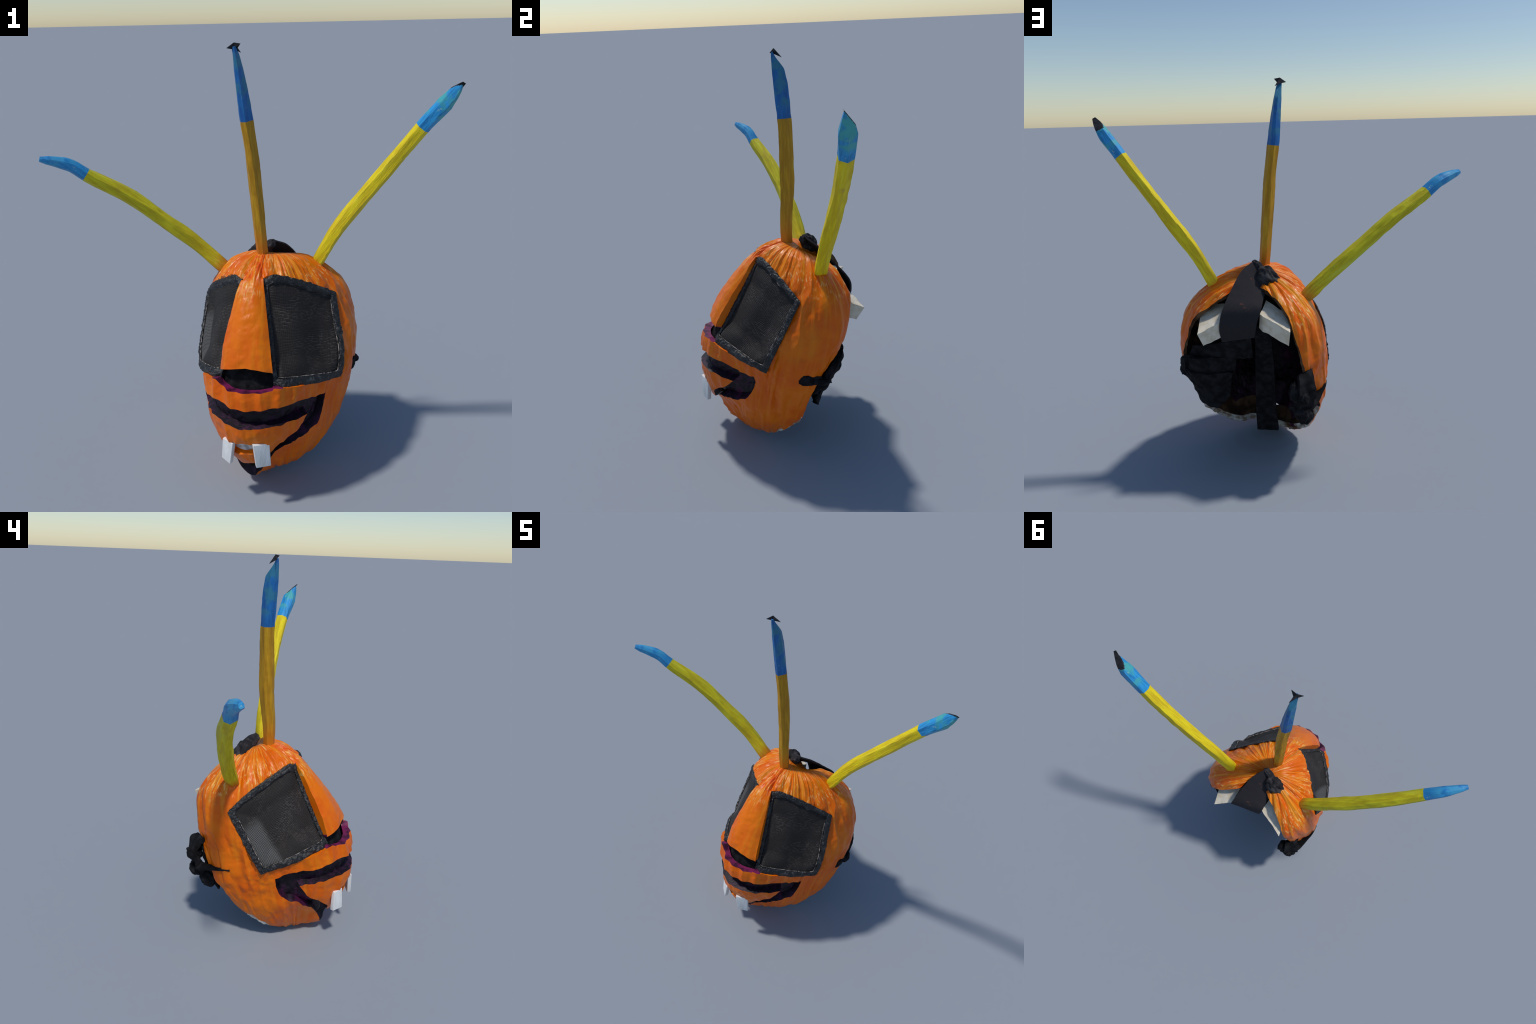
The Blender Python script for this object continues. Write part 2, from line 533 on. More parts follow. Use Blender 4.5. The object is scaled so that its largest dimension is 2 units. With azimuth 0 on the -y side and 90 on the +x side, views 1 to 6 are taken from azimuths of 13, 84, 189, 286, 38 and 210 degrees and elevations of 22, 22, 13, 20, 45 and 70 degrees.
def radial_prism(name, outline, r_in=0.14, r_out=0.85, jitter=0.0, step=2.0, centre=None):
    """solid wedge that projects a longitude/latitude outline out from the head centre"""
    pts = []
    n = len(outline)
    for i in range(n):
        a, b = np.array(outline[i], float), np.array(outline[(i + 1) % n], float)
        da, db = direction(*a), direction(*b)
        k = max(1, int(np.degrees(np.arccos(np.clip(da @ db, -1, 1))) / step))
        for j in range(k):
            d = da + (db - da) * j / k
            pts.append(d / np.linalg.norm(d))
    pts = np.array(pts)
    if jitter:
        pts = pts + jitter * np.stack([noise(pts * 40 + s, 2) for s in (0, 9, 21)], -1)
        pts /= np.linalg.norm(pts, axis=1)[:, None]
    # flatten round the middle of the outline to triangulate it
    mid = pts.mean(0) if centre is None else direction(*centre)
    mid = mid / np.linalg.norm(mid)
    e1 = np.cross([0.3, 0.2, 1.0], mid)
    e1 /= np.linalg.norm(e1)
    e2 = np.cross(mid, e1)
    ang = np.arccos(np.clip(pts @ mid, -1, 1))
    side = np.stack([pts @ e1, pts @ e2], -1)
    side = side / (np.linalg.norm(side, axis=1)[:, None] + 1e-9) * ang[:, None]
    tris = tessellate_polygon([[Vector((a, b, 0)) for a, b in side]])
    bm = bmesh.new()
    vs = [bm.verts.new(p) for p in pts]
    for t in tris:
        try:
            bm.faces.new([vs[i] for i in t])
        except ValueError:
            pass
    for _ in range(6):
        long_edges = [e for e in bm.edges if e.calc_length() > 0.16 and not e.is_boundary]
        if not long_edges:
            break
        bmesh.ops.subdivide_edges(bm, edges=long_edges, cuts=1)
        bmesh.ops.triangulate(bm, faces=bm.faces)
        for v in bm.verts:
            v.co.normalize()
    bm.verts.index_update()
    dirs = np.array([v.co[:] for v in bm.verts])
    faces = [[v.index for v in f.verts] for f in bm.faces]
    rim = [(e.verts[0].index, e.verts[1].index) for e in bm.edges if e.is_boundary]
    bm.free()
    m = len(dirs)
    verts = np.vstack([dirs * r_in, dirs * r_out])
    allf = [f[::-1] for f in faces] + [[i + m for i in f] for f in faces] + [[a, b, b + m, a + m] for a, b in rim]
    me = mesh_from(name, verts, allf)
    fix_normals(me)
    return add_object(name, me, ROOT, HEAD_MATRIX)


def sphere_grid(radius_fn, n_lon, n_lat):
    lon = np.linspace(-180, 180, n_lon, endpoint=False)
    lat = np.linspace(-90, 90, n_lat + 1)[1:-1]
    LO, LA = np.meshgrid(lon, lat)
    q = direction(LO, LA) * radius_fn(LO, LA)[..., None]
    verts = q.reshape(-1, 3)
    rows = n_lat - 1
    i = np.arange(rows - 1)[:, None] * n_lon + np.arange(n_lon)[None]
    j = np.arange(rows - 1)[:, None] * n_lon + (np.arange(n_lon)[None] + 1) % n_lon
    quads = np.stack([i, j, j + n_lon, i + n_lon], -1).reshape(-1, 4)
    south = np.array([[0, 0, -float(radius_fn(np.zeros(1), np.full(1, -90.))[0])]])
    north = np.array([[0, 0, float(radius_fn(np.zeros(1), np.full(1, 90.))[0])]])
    s, t = len(verts), len(verts) + 1
    verts = np.vstack([verts, south, north])
    a = np.arange(n_lon)
    b = (a + 1) % n_lon
    top = (rows - 1) * n_lon
    faces = quads.tolist() + [[s, int(y), int(x)] for x, y in zip(a, b)] + [[t, int(top + x), int(top + y)] for x, y in zip(a, b)]
    return verts, faces


def hollow_shell(name):
    v1, f1 = sphere_grid(skin_radius, 640, 320)
    v2, f2 = sphere_grid(inner_radius, 160, 80)
    n = len(v1)
    verts = np.vstack([v1, v2])
    faces = f1 + [[i + n for i in f[::-1]] for f in f2]
    return mesh_from(name, verts, faces)


def paint_shell(me):
    """skin outside, flesh inside, purple on carved walls, pale flesh on the back cut"""
    me.materials.clear()
    for mt in (SKIN, PURPLE, FLESH, RIM, MAGENTA):
        me.materials.append(mt)
    n = len(me.polygons)
    c = np.empty(n * 3)
    me.polygons.foreach_get('center', c)
    nr = np.empty(n * 3)
    me.polygons.foreach_get('normal', nr)
    c, nr = c.reshape(-1, 3), nr.reshape(-1, 3)
    lo, la, r = lonlat(c)
    radial = (nr * c).sum(1) / r
    outer = (np.abs(r - skin_radius(lo, la)) < 0.004) & (radial > .15)
    inner = (np.abs(r - inner_radius(lo, la)) < 0.010) & (radial < -.35)
    w = to_world(c)
    at_back = (np.abs(lo) > 82) | (la < -68)
    carved = np.where((la > 9.5) | ((np.abs(lo - 2) > 24) & (la > -9)), 0, 1)   # nose and eye walls stay orange
    carved = np.where((carved == 1) & (la > -7), 4, carved)
    carved = np.where((np.abs(lo) < 12.5) & (la < -32.5) & (la > -46), 0, carved)   # slot between the teeth
    idx = np.where(outer, 0, np.where(inner, 2, np.where(at_back, np.where(w[:, 2] < .33, 3, 2), carved)))
    me.polygons.foreach_set('material_index', idx.astype(np.int32))
    shade(me, 38)


# ------------------------------------------------------------------ carved outlines (longitude, latitude)
EYE_CORNERS = {   # world corners: top inner, top outer, bottom outer, bottom inner
    +1: [(0.119, -0.093, 0.994), (0.425, 0.068, 0.876), (0.478, -0.110, 0.547), (0.213, -0.334, 0.610)],
    -1: [(0.026, -0.098, 0.985), (-0.226, 0.165, 0.780), (-0.234, -0.017, 0.473), (-0.028, -0.300, 0.601)]}


def corner_lonlat(p):
    lo, la, r = lonlat(to_head(p))
    return float(lo), float(la)


NOSE = [(-1, 73), (7, 73), (16, 64), (21, 45), (23.5, 25), (21.0, 8.4), (12, 10.6), (4.5, 11.6), (-5, 10.3),
        (-17, 8.1), (-19, 25), (-18, 45), (-12.5, 62)]
NOSE_CAVITY = [(-16, 14), (20.5, 14), (23, 3), (20, -1.6), (11, -2.4), (1, -2.4), (-6, -1.9), (-12.8, -0.4), (-18, 3)]
MOUTH_SPLINE_TOP = [(-65.5, -14.6), (-55.5, -13), (-38.5, -12.2), (-24, -10.8), (-15, -10.3), (-4, -11.6), (6, -12.6), (20, -12), (36.6, -12.8), (51, -15.6), (65.5, -16.4)]
MOUTH_SPLINE_LOW = [(67, -22), (65.5, -29), (61, -36.5), (54, -40.5), (47, -42.8), (31, -43.5), (21, -45.5), (16.5, -51.5), (9, -59), (0, -64), (-10, -66.5), (-18, -63.5),
                    (-23, -59), (-34, -50.2), (-43, -44.3), (-51.5, -38.3), (-59, -35.5), (-64, -30), (-66, -22)]
LIP_TOP = [(-46, -25), (-33, -23.9), (-16, -23.4), (-2.6, -23.7), (8.6, -23.6), (21.4, -23.6), (35.5, -25.2), (46, -26.5)]
LIP_LOW = [(38, -33), (26, -38), (18.5, -42), (14, -46), (9, -49.5), (3, -50.8), (-5, -53), (-12, -54), (-17, -53), (-18.5, -48.8), (-27, -42.7), (-40.5, -34.8)]
GUM_SLOT = [(-9, -34.6), (8, -33.4), (8.5, -40.5), (-11, -43.5)]

MOUTH = np.vstack([curve_points(MOUTH_SPLINE_TOP, 5), curve_points(MOUTH_SPLINE_LOW, 4)])
LIP = np.vstack([curve_points(LIP_TOP, 5), curve_points(LIP_LOW, 4)])

# ------------------------------------------------------------------ pumpkin shell, nose, lip
base_mesh = hollow_shell('pumpkin_shell')
cut_back = radial_prism('back_cutter', smooth_outline(BACK_OPENING, 3), r_in=.01, jitter=.008, centre=(180, -8))
cut_eyes = [radial_prism('eye_cutter', [corner_lonlat(p) for p in EYE_CORNERS[s]], jitter=.003) for s in (1, -1)]
cut_nose = radial_prism('nose_cutter', NOSE, jitter=.002)
cut_cavity = radial_prism('cavity_cutter', NOSE_CAVITY, jitter=.006)
cut_mouth = radial_prism('mouth_cutter', MOUTH, jitter=.004)
cut_lip = radial_prism('lip_cutter', LIP, jitter=.004)
cut_gum = radial_prism('gum_cutter', GUM_SLOT, r_in=.10, jitter=.004)

nose = add_object('nose', base_mesh.copy(), ROOT, HEAD_MATRIX)
lip = add_object('lower_lip', base_mesh.copy(), ROOT, HEAD_MATRIX)
shell = add_object('pumpkin_shell', base_mesh, ROOT, HEAD_MATRIX)
boolean(nose, [cut_nose], 'INTERSECT')
boolean(nose, cut_eyes)
boolean(lip, [cut_lip], 'INTERSECT')
boolean(lip, [cut_gum])
boolean(shell, [cut_back, cut_cavity, cut_nose, cut_mouth] + cut_eyes)
for ob in (shell, nose, lip):
    paint_shell(ob.data)
for ob in [cut_back, cut_nose, cut_cavity, cut_mouth, cut_lip, cut_gum] + cut_eyes:
    bpy.data.objects.remove(ob)


# torn pale flesh hanging out along the lower rim of the opening
rim_nodes = [p for p in BACK_OPENING if p[1] < -25]
rim_dir = curve_points(direction(*np.array(rim_nodes, float).T), 10)
rim_dir = rim_dir / np.linalg.norm(rim_dir, axis=1)[:, None]
rim_lo, rim_la, _ = lonlat(rim_dir)
rim_t = np.linspace(0, 1, len(rim_dir))
rim_rough = np.stack([noise(rim_dir * 34 + k, 2) for k in (0, 5, 9)], -1)
rim_path = rim_dir * (plain_radius(rim_lo, rim_la) - .010)[:, None] + .006 * rim_rough

# white filler behind the slot between the teeth
def radial_patch(name, lon_rng, lat_rng, r_fn, thick, n=(24, 18), mat=GUM, rough=.002, parent=ROOT):
    lo = np.linspace(*lon_rng, n[0])
    la = np.linspace(*lat_rng, n[1])
    LO, LA = np.meshgrid(lo, la)
    d = direction(LO, LA)
    r = r_fn(LO, LA) + rough * noise(d * 40, 3)
    out = (d * r[..., None]).reshape(-1, 3)
    inn = (d * (r - thick)[..., None]).reshape(-1, 3)
    me = solid_sheet(name, out, inn, n[1], n[0])
    return add_object(name, me, parent, HEAD_MATRIX, [mat])


def solid_sheet(name, out, inn, rows, cols):
    """closed sheet from two row-major grids of points"""
    m = rows * cols
    i = (np.arange(rows - 1)[:, None] * cols + np.arange(cols - 1)[None]).ravel()
    q = np.stack([i, i + 1, i + cols + 1, i + cols], -1)
    faces = q.tolist() + (q[:, ::-1] + m).tolist()
    loop = list(range(cols)) + [r * cols + cols - 1 for r in range(1, rows)] + [(rows - 1) * cols + c for c in range(cols - 2, -1, -1)] + [r * cols for r in range(rows - 2, 0, -1)]
    for a, b in zip(loop, loop[1:] + loop[:1]):
        faces.append([a, b, b + m, a + m])
    me = mesh_from(name, np.vstack([out, inn]), faces)
    fix_normals(me)
    shade(me, 45)
    return me


radial_patch('gum_filler', (-12, 12), (-45, -31), lambda a, b: plain_radius(a, b) - .022, .02, mat=GUM, parent=lip)

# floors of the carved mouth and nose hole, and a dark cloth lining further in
radial_patch('mouth_floor', (-71, 71), (-66, -9), lambda a, b: inner_radius(a, b) - .001 + .007 * noise(direction(a, b) * 14, 2)
             - .045 * np.exp(-((a - 2) / 17) ** 2 - ((b + 56) / 11) ** 2),
             .010, (120, 70), PURPLE, .004)
radial_patch('nose_floor', (-18, 22), (-6, 15), lambda a, b: inner_radius(a, b) - .012, .008, (40, 24), CLOTH, .005)
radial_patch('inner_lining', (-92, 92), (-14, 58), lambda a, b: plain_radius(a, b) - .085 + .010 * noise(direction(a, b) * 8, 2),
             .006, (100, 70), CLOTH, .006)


# ------------------------------------------------------------------ eyes
def eye_frame_matrix(C):
    c = C.mean(0)
    ux = (C[1] - C[0]) + (C[2] - C[3])
    uy = (C[0] - C[3]) + (C[1] - C[2])
    ux /= np.linalg.norm(ux)
    nz = np.cross(ux, uy)
    nz /= np.linalg.norm(nz)
    uy = np.cross(nz, ux)
    return c, np.stack([ux, uy, nz])


def build_eye(side):
    C = np.array([to_head(p) for p in EYE_CORNERS[side]])
    C = C.mean(0) + (C - C.mean(0)) * 1.012

    def chord(u, v):
        u, v = np.asarray(u)[..., None], np.asarray(v)[..., None]
        return (C[0] * (1 - u) + C[1] * u) * (1 - v) + (C[3] * (1 - u) + C[2] * u) * v

    width = .5 * (np.linalg.norm(C[1] - C[0]) + np.linalg.norm(C[2] - C[3]))
    height = .5 * (np.linalg.norm(C[3] - C[0]) + np.linalg.norm(C[2] - C[1]))

    def surface(u, v):
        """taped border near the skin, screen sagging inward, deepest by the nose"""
        p = chord(u, v)
        lo, la, r = lonlat(p)
        skin = plain_radius(lo, la)
        edge = np.minimum(np.minimum(v, 1 - v) * height, (1 - u) * width)
        near = smooth(0.12, 0.02, edge) * smooth(0.0, .14, u)
        target = r + near * np.clip(.95 * (skin - r) + .002, -.01, .035)
        inside = smooth(.02, .09, edge) * smooth(0, .12, u * width)
        d = p / r[..., None]
        uu = np.clip(u, 0, 1)
        sag = inside * (.004 - .012 * np.sin(np.pi * uu) * np.sin(np.pi * np.clip(v, 0, 1)) - .024 * np.sin(np.pi * uu ** .5) * smooth(.85, .35, uu))
        folds = inside * (.007 * noise(np.stack([u * 3.2, v * 1.1, 0 * u + side], -1), 2) + .006 * np.sin(u * 13 + v * 2) * smooth(.6, .1, u))
        return d * (target - sag + folds)[..., None]

    c0, A = eye_frame_matrix(C)
    M = HEAD_MATRIX @ Matrix([[*A[:, 0], c0[0]], [*A[:, 1], c0[1]], [*A[:, 2], c0[2]], [0, 0, 0, 1]])
    local = lambda p: (p - c0) @ A.T

    # woven screen
    n = 110
    U, V = np.meshgrid(np.linspace(.0, 1, n), np.linspace(.0, 1, n))
    p = surface(U, V).reshape(-1, 3)
    nrm = p / np.linalg.norm(p, axis=1)[:, None]
    me = solid_sheet('eye_mesh', local(p - nrm * .003), local(p - nrm * .008), n, n)
    screen = add_object('eye_mesh', me, ROOT, M, [eye_mesh_material('woven_black_screen', side < 0)])

    # four strips of crinkled tape over its border
    w = 0.031
    du, dv = w / width, w / height
    strips = {'top': ((0, 1), (0, dv)), 'outer': ((1 - du, 1), (0, 1)), 'bottom': ((0, 1), (1 - dv, 1)), 'inner': ((0, .7 * du), (0, 1))}
    for name, (ur, vr) in strips.items():
        long_u = name in ('top', 'bottom')
        nu, nv = (150, 16) if long_u else (16, 150)
        U, V = np.meshgrid(np.linspace(*ur, nu), np.linspace(*vr, nv))
        # ragged inner edge
        if name == 'top':
            V = V * (1 + .30 * noise(np.stack([U * 14, 0 * U, 0 * U + side], -1), 2))
        if name == 'bottom':
            V = 1 - (1 - V) * (1.05 + .12 * noise(np.stack([U * 10, 0 * U + 4, 0 * U + side], -1), 2))
        if name == 'outer':
            U = 1 - (1 - U) * (1 + .2 * noise(np.stack([V * 12, 0 * U + 8, 0 * U + side], -1), 2))
        p = surface(U, V)
        d = p / np.linalg.norm(p, axis=-1)[..., None]
        lift = {'top': .0100, 'outer': .0085, 'bottom': .0075, 'inner': .004}[name]
        q = np.stack([U * 40, V * 40, 0 * U + lift * 999 + side], -1)
        across = (V - vr[0]) / (vr[1] - vr[0]) if long_u else (U - ur[0]) / (ur[1] - ur[0])
        pillow = np.sin(np.pi * np.clip(across, 0, 1)) ** .5 * .004
        crinkle = .0055 * noise(q * .5, 2) + .0030 * noise(q * 1.6, 2)
        out = (p + d * (lift + pillow + crinkle)[..., None]).reshape(-1, 3)
        inn = (p - d * .004).reshape(-1, 3)
        me = solid_sheet('tape_strip', local(out), local(inn), nv, nu)
        add_object('tape_strip', me, screen, M, [TAPE])
    # frayed pale thread where screen and tape meet: along the bottom and outer tape
    for (u0, v0), (u1, v1) in (((.03, 1 - dv * 1.12), (1 - du, 1 - dv * 1.08)), ((1 - du * 1.10, .16), (1 - du * 1.08, 1 - dv))):
        t = np.linspace(0, 1, 90)
        U, V = u0 + (u1 - u0) * t, v0 + (v1 - v0) * t
        p = surface(U, V)
        d = p / np.linalg.norm(p, axis=-1)[..., None]
        path = p + d * (.0035 + .002 * noise(np.stack([t * 30, 0 * t, 0 * t + side], -1), 2))[..., None]
        rad = .0021 * (1 + .9 * noise(np.stack([t * 40, 0 * t + 3, 0 * t], -1), 2))
        add_object('thread', tube_mesh('thread', local(path), rad, 8), screen, M, [THREAD])


def tube_frames(path):
    T = np.gradient(path, axis=0)
    T /= np.linalg.norm(T, axis=1)[:, None]
    ref = np.array([0, 0, 1.0]) if abs(T[0, 2]) < .8 else np.array([1.0, 0, 0])
    u = np.cross(ref, T[0])
    u /= np.linalg.norm(u)
    U = [u]
    for t in T[1:]:
        u = U[-1] - t * (U[-1] @ t)
        U.append(u / np.linalg.norm(u))
    U = np.array(U)
    return T, U, np.cross(T, U)


def tube_mesh(name, path, radius, sides, ratio=None, offsets=None, angle=50):
    """closed tube along a path; radius per ring or per ring and side; ratio squashes it"""
    T, U, W = tube_frames(path)
    n = len(path)
    a = np.linspace(0, 2 * np.pi, sides, endpoint=False)
    R = np.broadcast_to(np.asarray(radius, float).reshape(n, -1), (n, sides))
    k = 1.0 if ratio is None else ratio
    P = path[:, None] + U[:, None] * (R * np.cos(a))[..., None] + W[:, None] * (R * np.sin(a) * k)[..., None]
    verts = np.vstack([P.reshape(-1, 3), path[:1], path[-1:]])
    i = (np.arange(n - 1)[:, None] * sides + np.arange(sides)[None]).ravel()
    j = (np.arange(n - 1)[:, None] * sides + (np.arange(sides)[None] + 1) % sides).ravel()
    faces = np.stack([i, j, j + sides, i + sides], -1).tolist()
    s, e = n * sides, n * sides + 1
    for q in range(sides):
        faces.append([s, (q + 1) % sides, q])
        faces.append([e, (n - 1) * sides + q, (n - 1) * sides + (q + 1) % sides])
    me = mesh_from(name, verts, faces)
    fix_normals(me)
    shade(me, angle)
    return me


rim_radius = .0095 * smooth(0, .06, rim_t) * smooth(1, .94, rim_t) + .002
rim_radius = rim_radius[:, None] * (1 + .45 * noise(np.stack([rim_t * 90, 0 * rim_t, 0 * rim_t], -1), 2))[:, None] * np.ones((1, 10))
add_object('rim_flesh', tube_mesh('rim_flesh', rim_path, rim_radius, 10), shell, HEAD_MATRIX, [RIM])

for side in (1, -1):
    build_eye(side)


# ------------------------------------------------------------------ teeth
def tooth(corners, thick):
    """flat wooden peg given by its four front corners: tl, tr, br, bl"""
    F = np.array(corners, float)
    n = np.cross(F[1] - F[0], F[3] - F[0])
    n /= np.linalg.norm(n)
    if n[1] < 0:
        n = -n
    bm = bmesh.new()
    f = [bm.verts.new(p) for p in F]
    k = [bm.verts.new(p + n * thick) for p in F]
    bm.faces.new(f)
    bm.faces.new(k[::-1])
    for i in range(4):
        bm.faces.new([f[i], k[i], k[(i + 1) % 4], f[(i + 1) % 4]])
    bmesh.ops.recalc_face_normals(bm, faces=bm.faces)
    bmesh.ops.bevel(bm, geom=list(bm.edges), offset=.0045, segments=3, profile=.6, affect='EDGES')
    me = bpy.data.meshes.new('tooth')
    bm.to_mesh(me)
    bm.free()
    shade(me, 35)
    return add_object('tooth', me, lip, Matrix(), [TOOTH])


tooth([(0.137, -0.437, 0.350), (0.204, -0.403, 0.346), (0.213, -0.414, 0.233), (0.151, -0.440, 0.230)], .022)
tooth([(-0.022, -0.373, 0.316), (0.034, -0.403, 0.318), (0.020, -0.414, 0.207), (-0.031, -0.374, 0.204)], .022)


# ------------------------------------------------------------------ horns
def build_horn(nodes, split, radius, squash, facets, seed, stick_mat, tip_mat, tip_shape):
    """whittled stick: a lofted polygon with wandering facets, blue painted end"""
    rng = np.random.default_rng(seed)
    path = curve_points(nodes, 40)
    # sink the foot into the skin
    d0 = path[0] - path[4]
    d0 /= np.linalg.norm(d0)
    path = np.vstack([path[0] + d0 * s for s in (.05, .035, .02, .01)] + [path])
    s = np.concatenate([[0], np.cumsum(np.linalg.norm(np.diff(path, axis=0), axis=1))])
    total = s[-1]
    n = 260
    ss = np.linspace(0, total, n)
    path = np.stack([np.interp(ss, s, path[:, k]) for k in range(3)], -1)
    t = ss / total
    sides = 64
    ang = np.linspace(0, 2 * np.pi, sides, endpoint=False)
    normals = np.sort((np.arange(facets) + rng.uniform(-.22, .22, facets)) * 2 * np.pi / facets)
    rad = np.full((n, sides), 9.0)
    for k, a in enumerate(normals):
        wob = noise(np.stack([t * 5.5, 0 * t + k * 7.1, 0 * t + seed], -1), 2)
        turn = a + .22 * noise(np.stack([t * 3, 0 * t + k * 3.3, 0 * t + seed + 9], -1))
        chip = noise(np.stack([t * 24, 0 * t + k * 5.7, 0 * t + seed + 30], -1), 2)
        step = np.tanh(6 * noise(np.stack([t * 7, 0 * t + k * 2.9, 0 * t + seed + 50], -1)))
        dist = .935 + .085 * wob + .060 * chip * (.3 + .7 * (k % 2)) + .035 * step
        c = np.cos(ang[None] - turn[:, None])
        rad = np.minimum(rad, np.where(c > .2, dist[:, None] / np.maximum(c, .2), 9))
    prof = np.interp(t, radius[0], radius[1])
    grain = noise(np.stack([np.cos(ang)[None] * 7 + 0 * t[:, None], np.sin(ang)[None] * 7 + 0 * t[:, None], t[:, None] * 14 + 0 * ang[None] + seed], -1), 3)
    rad = rad * prof[:, None] * (1 + .03 * grain)
    T, U, W = tube_frames(path)
    # orient squash axis along world y
    sq = np.interp(t, squash[0], squash[1])
    P = U[:, None] * (rad * np.cos(ang))[..., None] + W[:, None] * (rad * np.sin(ang))[..., None]
    yv = np.array([0, 1.0, 0]) - T * T[:, 1:2]
    yv /= np.linalg.norm(yv, axis=1)[:, None]
    comp = (P * yv[:, None]).sum(-1)
    P = P + yv[:, None] * (comp * (sq[:, None] - 1))[..., None]
    P = path[:, None] + P
    P = tip_shape(P, path, t, T, yv)
    cut = int(np.searchsorted(t, split))
    # local frame: z runs along the stick
    zax = path[cut] - path[4]
    zax /= np.linalg.norm(zax)
    xax = np.cross([0, 1, 0], zax)
    xax /= np.linalg.norm(xax)
    yax = np.cross(zax, xax)
    A = np.stack([xax, yax, zax])

    def part(name, rows, origin, axes, mats, parent):
        Q = (P[rows] - origin) @ axes.T
        m = len(rows)
        caps = np.stack([Q[0].mean(0), Q[-1].mean(0)])
        verts = np.vstack([Q.reshape(-1, 3), caps])
        i = (np.arange(m - 1)[:, None] * sides + np.arange(sides)[None]).ravel()
        j = (np.arange(m - 1)[:, None] * sides + (np.arange(sides)[None] + 1) % sides).ravel()
        faces = np.stack([i, j, j + sides, i + sides], -1).tolist()
        for q in range(sides):
            faces.append([m * sides, (q + 1) % sides, q])
            faces.append([m * sides + 1, (m - 1) * sides + q, (m - 1) * sides + (q + 1) % sides])
        me = mesh_from(name, verts, faces)
        fix_normals(me)
        shade(me, 17)
        M = Matrix([[*axes[:, 0], origin[0]], [*axes[:, 1], origin[1]], [*axes[:, 2], origin[2]], [0, 0, 0, 1]])
        return add_object(name, me, parent, M, mats)

    stick = part('horn', np.arange(0, cut + 1), path[4], A, [stick_mat], ROOT)
    bpy.context.view_layer.update()
    tip = part('horn_tip', np.arange(cut, n), path[cut], A, [tip_mat, CHARCOAL], stick)
    return stick, tip, path, A


YELLOW = horn_material('bright_yellow_painted_wood', (0.92, 0.74, 0.012), (0.92, 0.82, 0.05), (0.74, 0.53, 0.010), (0.48, 0.27, 0.06), (0.62, 0.17, 0.012), .07)
LIME = horn_material('lime_yellow_painted_wood', (0.74, 0.67, 0.016), (0.66, 0.68, 0.06), (0.58, 0.47, 0.010), (0.50, 0.36, 0.03), (0.55, 0.13, 0.02), .11)
OCHRE = horn_material('ochre_painted_wood', (0.62, 0.33, 0.012), (0.66, 0.42, 0.03), (0.46, 0.22, 0.008), (0.55, 0.27, 0.02), (0.72, 0.19, 0.008), .20)
SKY = tip_material('sky_blue_painted_wood', (0.030, 0.34, 0.72), (0.55, 0.68, 0.36), (0.07, 0.42, 0.38), (0.012, 0.20, 0.48))
SKY2 = tip_material('blue_painted_wood', (0.030, 0.32, 0.66), (0.42, 0.56, 0.42), (0.06, 0.36, 0.60), (0.018, 0.20, 0.48))
DEEP = tip_material('deep_blue_painted_wood', (0.012, 0.15, 0.44), (0.10, 0.26, 0.40), (0.035, 0.20, 0.30), (0.008, 0.10, 0.34))


def blade_tip(P, path, t, T, yv):
    """upright horn: the end is whittled to a blade whose back edge slopes away"""
    k = smooth(.88, 1.0, t)[:, None]
    rel = P - path[:, None]
    comp = (rel * yv[:, None]).sum(-1)
    limit = .034 - .040 * k
    over = np.maximum(comp - limit, 0)
    return P - yv[:, None] * over[..., None]


def chisel_tip(P, path, t, T, yv):
    return P


def back_cut_tip(P, path, t, T, yv):
    """sloping saw cut on the far side of the end"""
    k = np.clip((t - .915) / .085, 0, 1)[:, None]
    rel = P - path[:, None]
    nv = yv * .8 + np.array([0, 0, .6])
    nv = nv - T * (nv * T).sum(1)[:, None]
    nv /= np.linalg.norm(nv, axis=1)[:, None]
    comp = (rel * nv[:, None]).sum(-1)
    limit = .034 - .052 * k
    over = np.maximum(comp - limit, 0) * (k > 0)
    return P - nv[:, None] * over[..., None]


HORN_UP = [(0.081, 0.058, 1.077), (0.066, 0.066, 1.227), (0.049, 0.078, 1.376), (0.035, 0.078, 1.525), (0.016, 0.077, 1.674), (-0.003, 0.064, 1.856), (-0.019, 0.041, 1.985)]
HORN_LEFT = [(-0.155, 0.180, 0.934), (-0.289, 0.158, 1.064), (-0.432, 0.121, 1.185), (-0.574, 0.069, 1.308), (-0.727, -0.005, 1.418), (-0.806, -0.041, 1.480), (-0.909, -0.109, 1.519)]
HORN_RIGHT = [(0.322, 0.185, 0.975), (0.411, 0.195, 1.145), (0.522, 0.203, 1.305), (0.640, 0.206, 1.465), (0.758, 0.199, 1.628), (0.851, 0.182, 1.745), (0.911, 0.169, 1.836)]

up_stick, up_tip, up_path, up_axes = build_horn(
    HORN_UP, .675, ([0, .1, .35, .66, .78, .90, .97, 1], [.0250, .0262, .0285, .0272, .0235, .0185, .012, .008]),
    ([0, .5, .7, .85, 1], [1.18, 1.28, 1.22, 1.6, 1.7]), 6, 3, OCHRE, DEEP, blade_tip)
left_stick, left_tip, left_path, left_axes = build_horn(
    HORN_LEFT, .795, ([0, .1, .3, .55, .8, .90, .97, 1], [.034, .0375, .0385, .0365, .0325, .0295, .020, .012]),
    ([0, 1], [1.0, 1.0]), 7, 5, LIME, SKY2, chisel_tip)
right_stick, right_tip, right_path, right_axes = build_horn(
    HORN_RIGHT, .775, ([0, .08, .3, .55, .8, .90, .965, 1], [.0275, .0305, .0355, .0345, .0325, .0355, .021, .009]),
    ([0, 1], [.94, .94]), 6, 8, YELLOW, SKY, back_cut_tip)

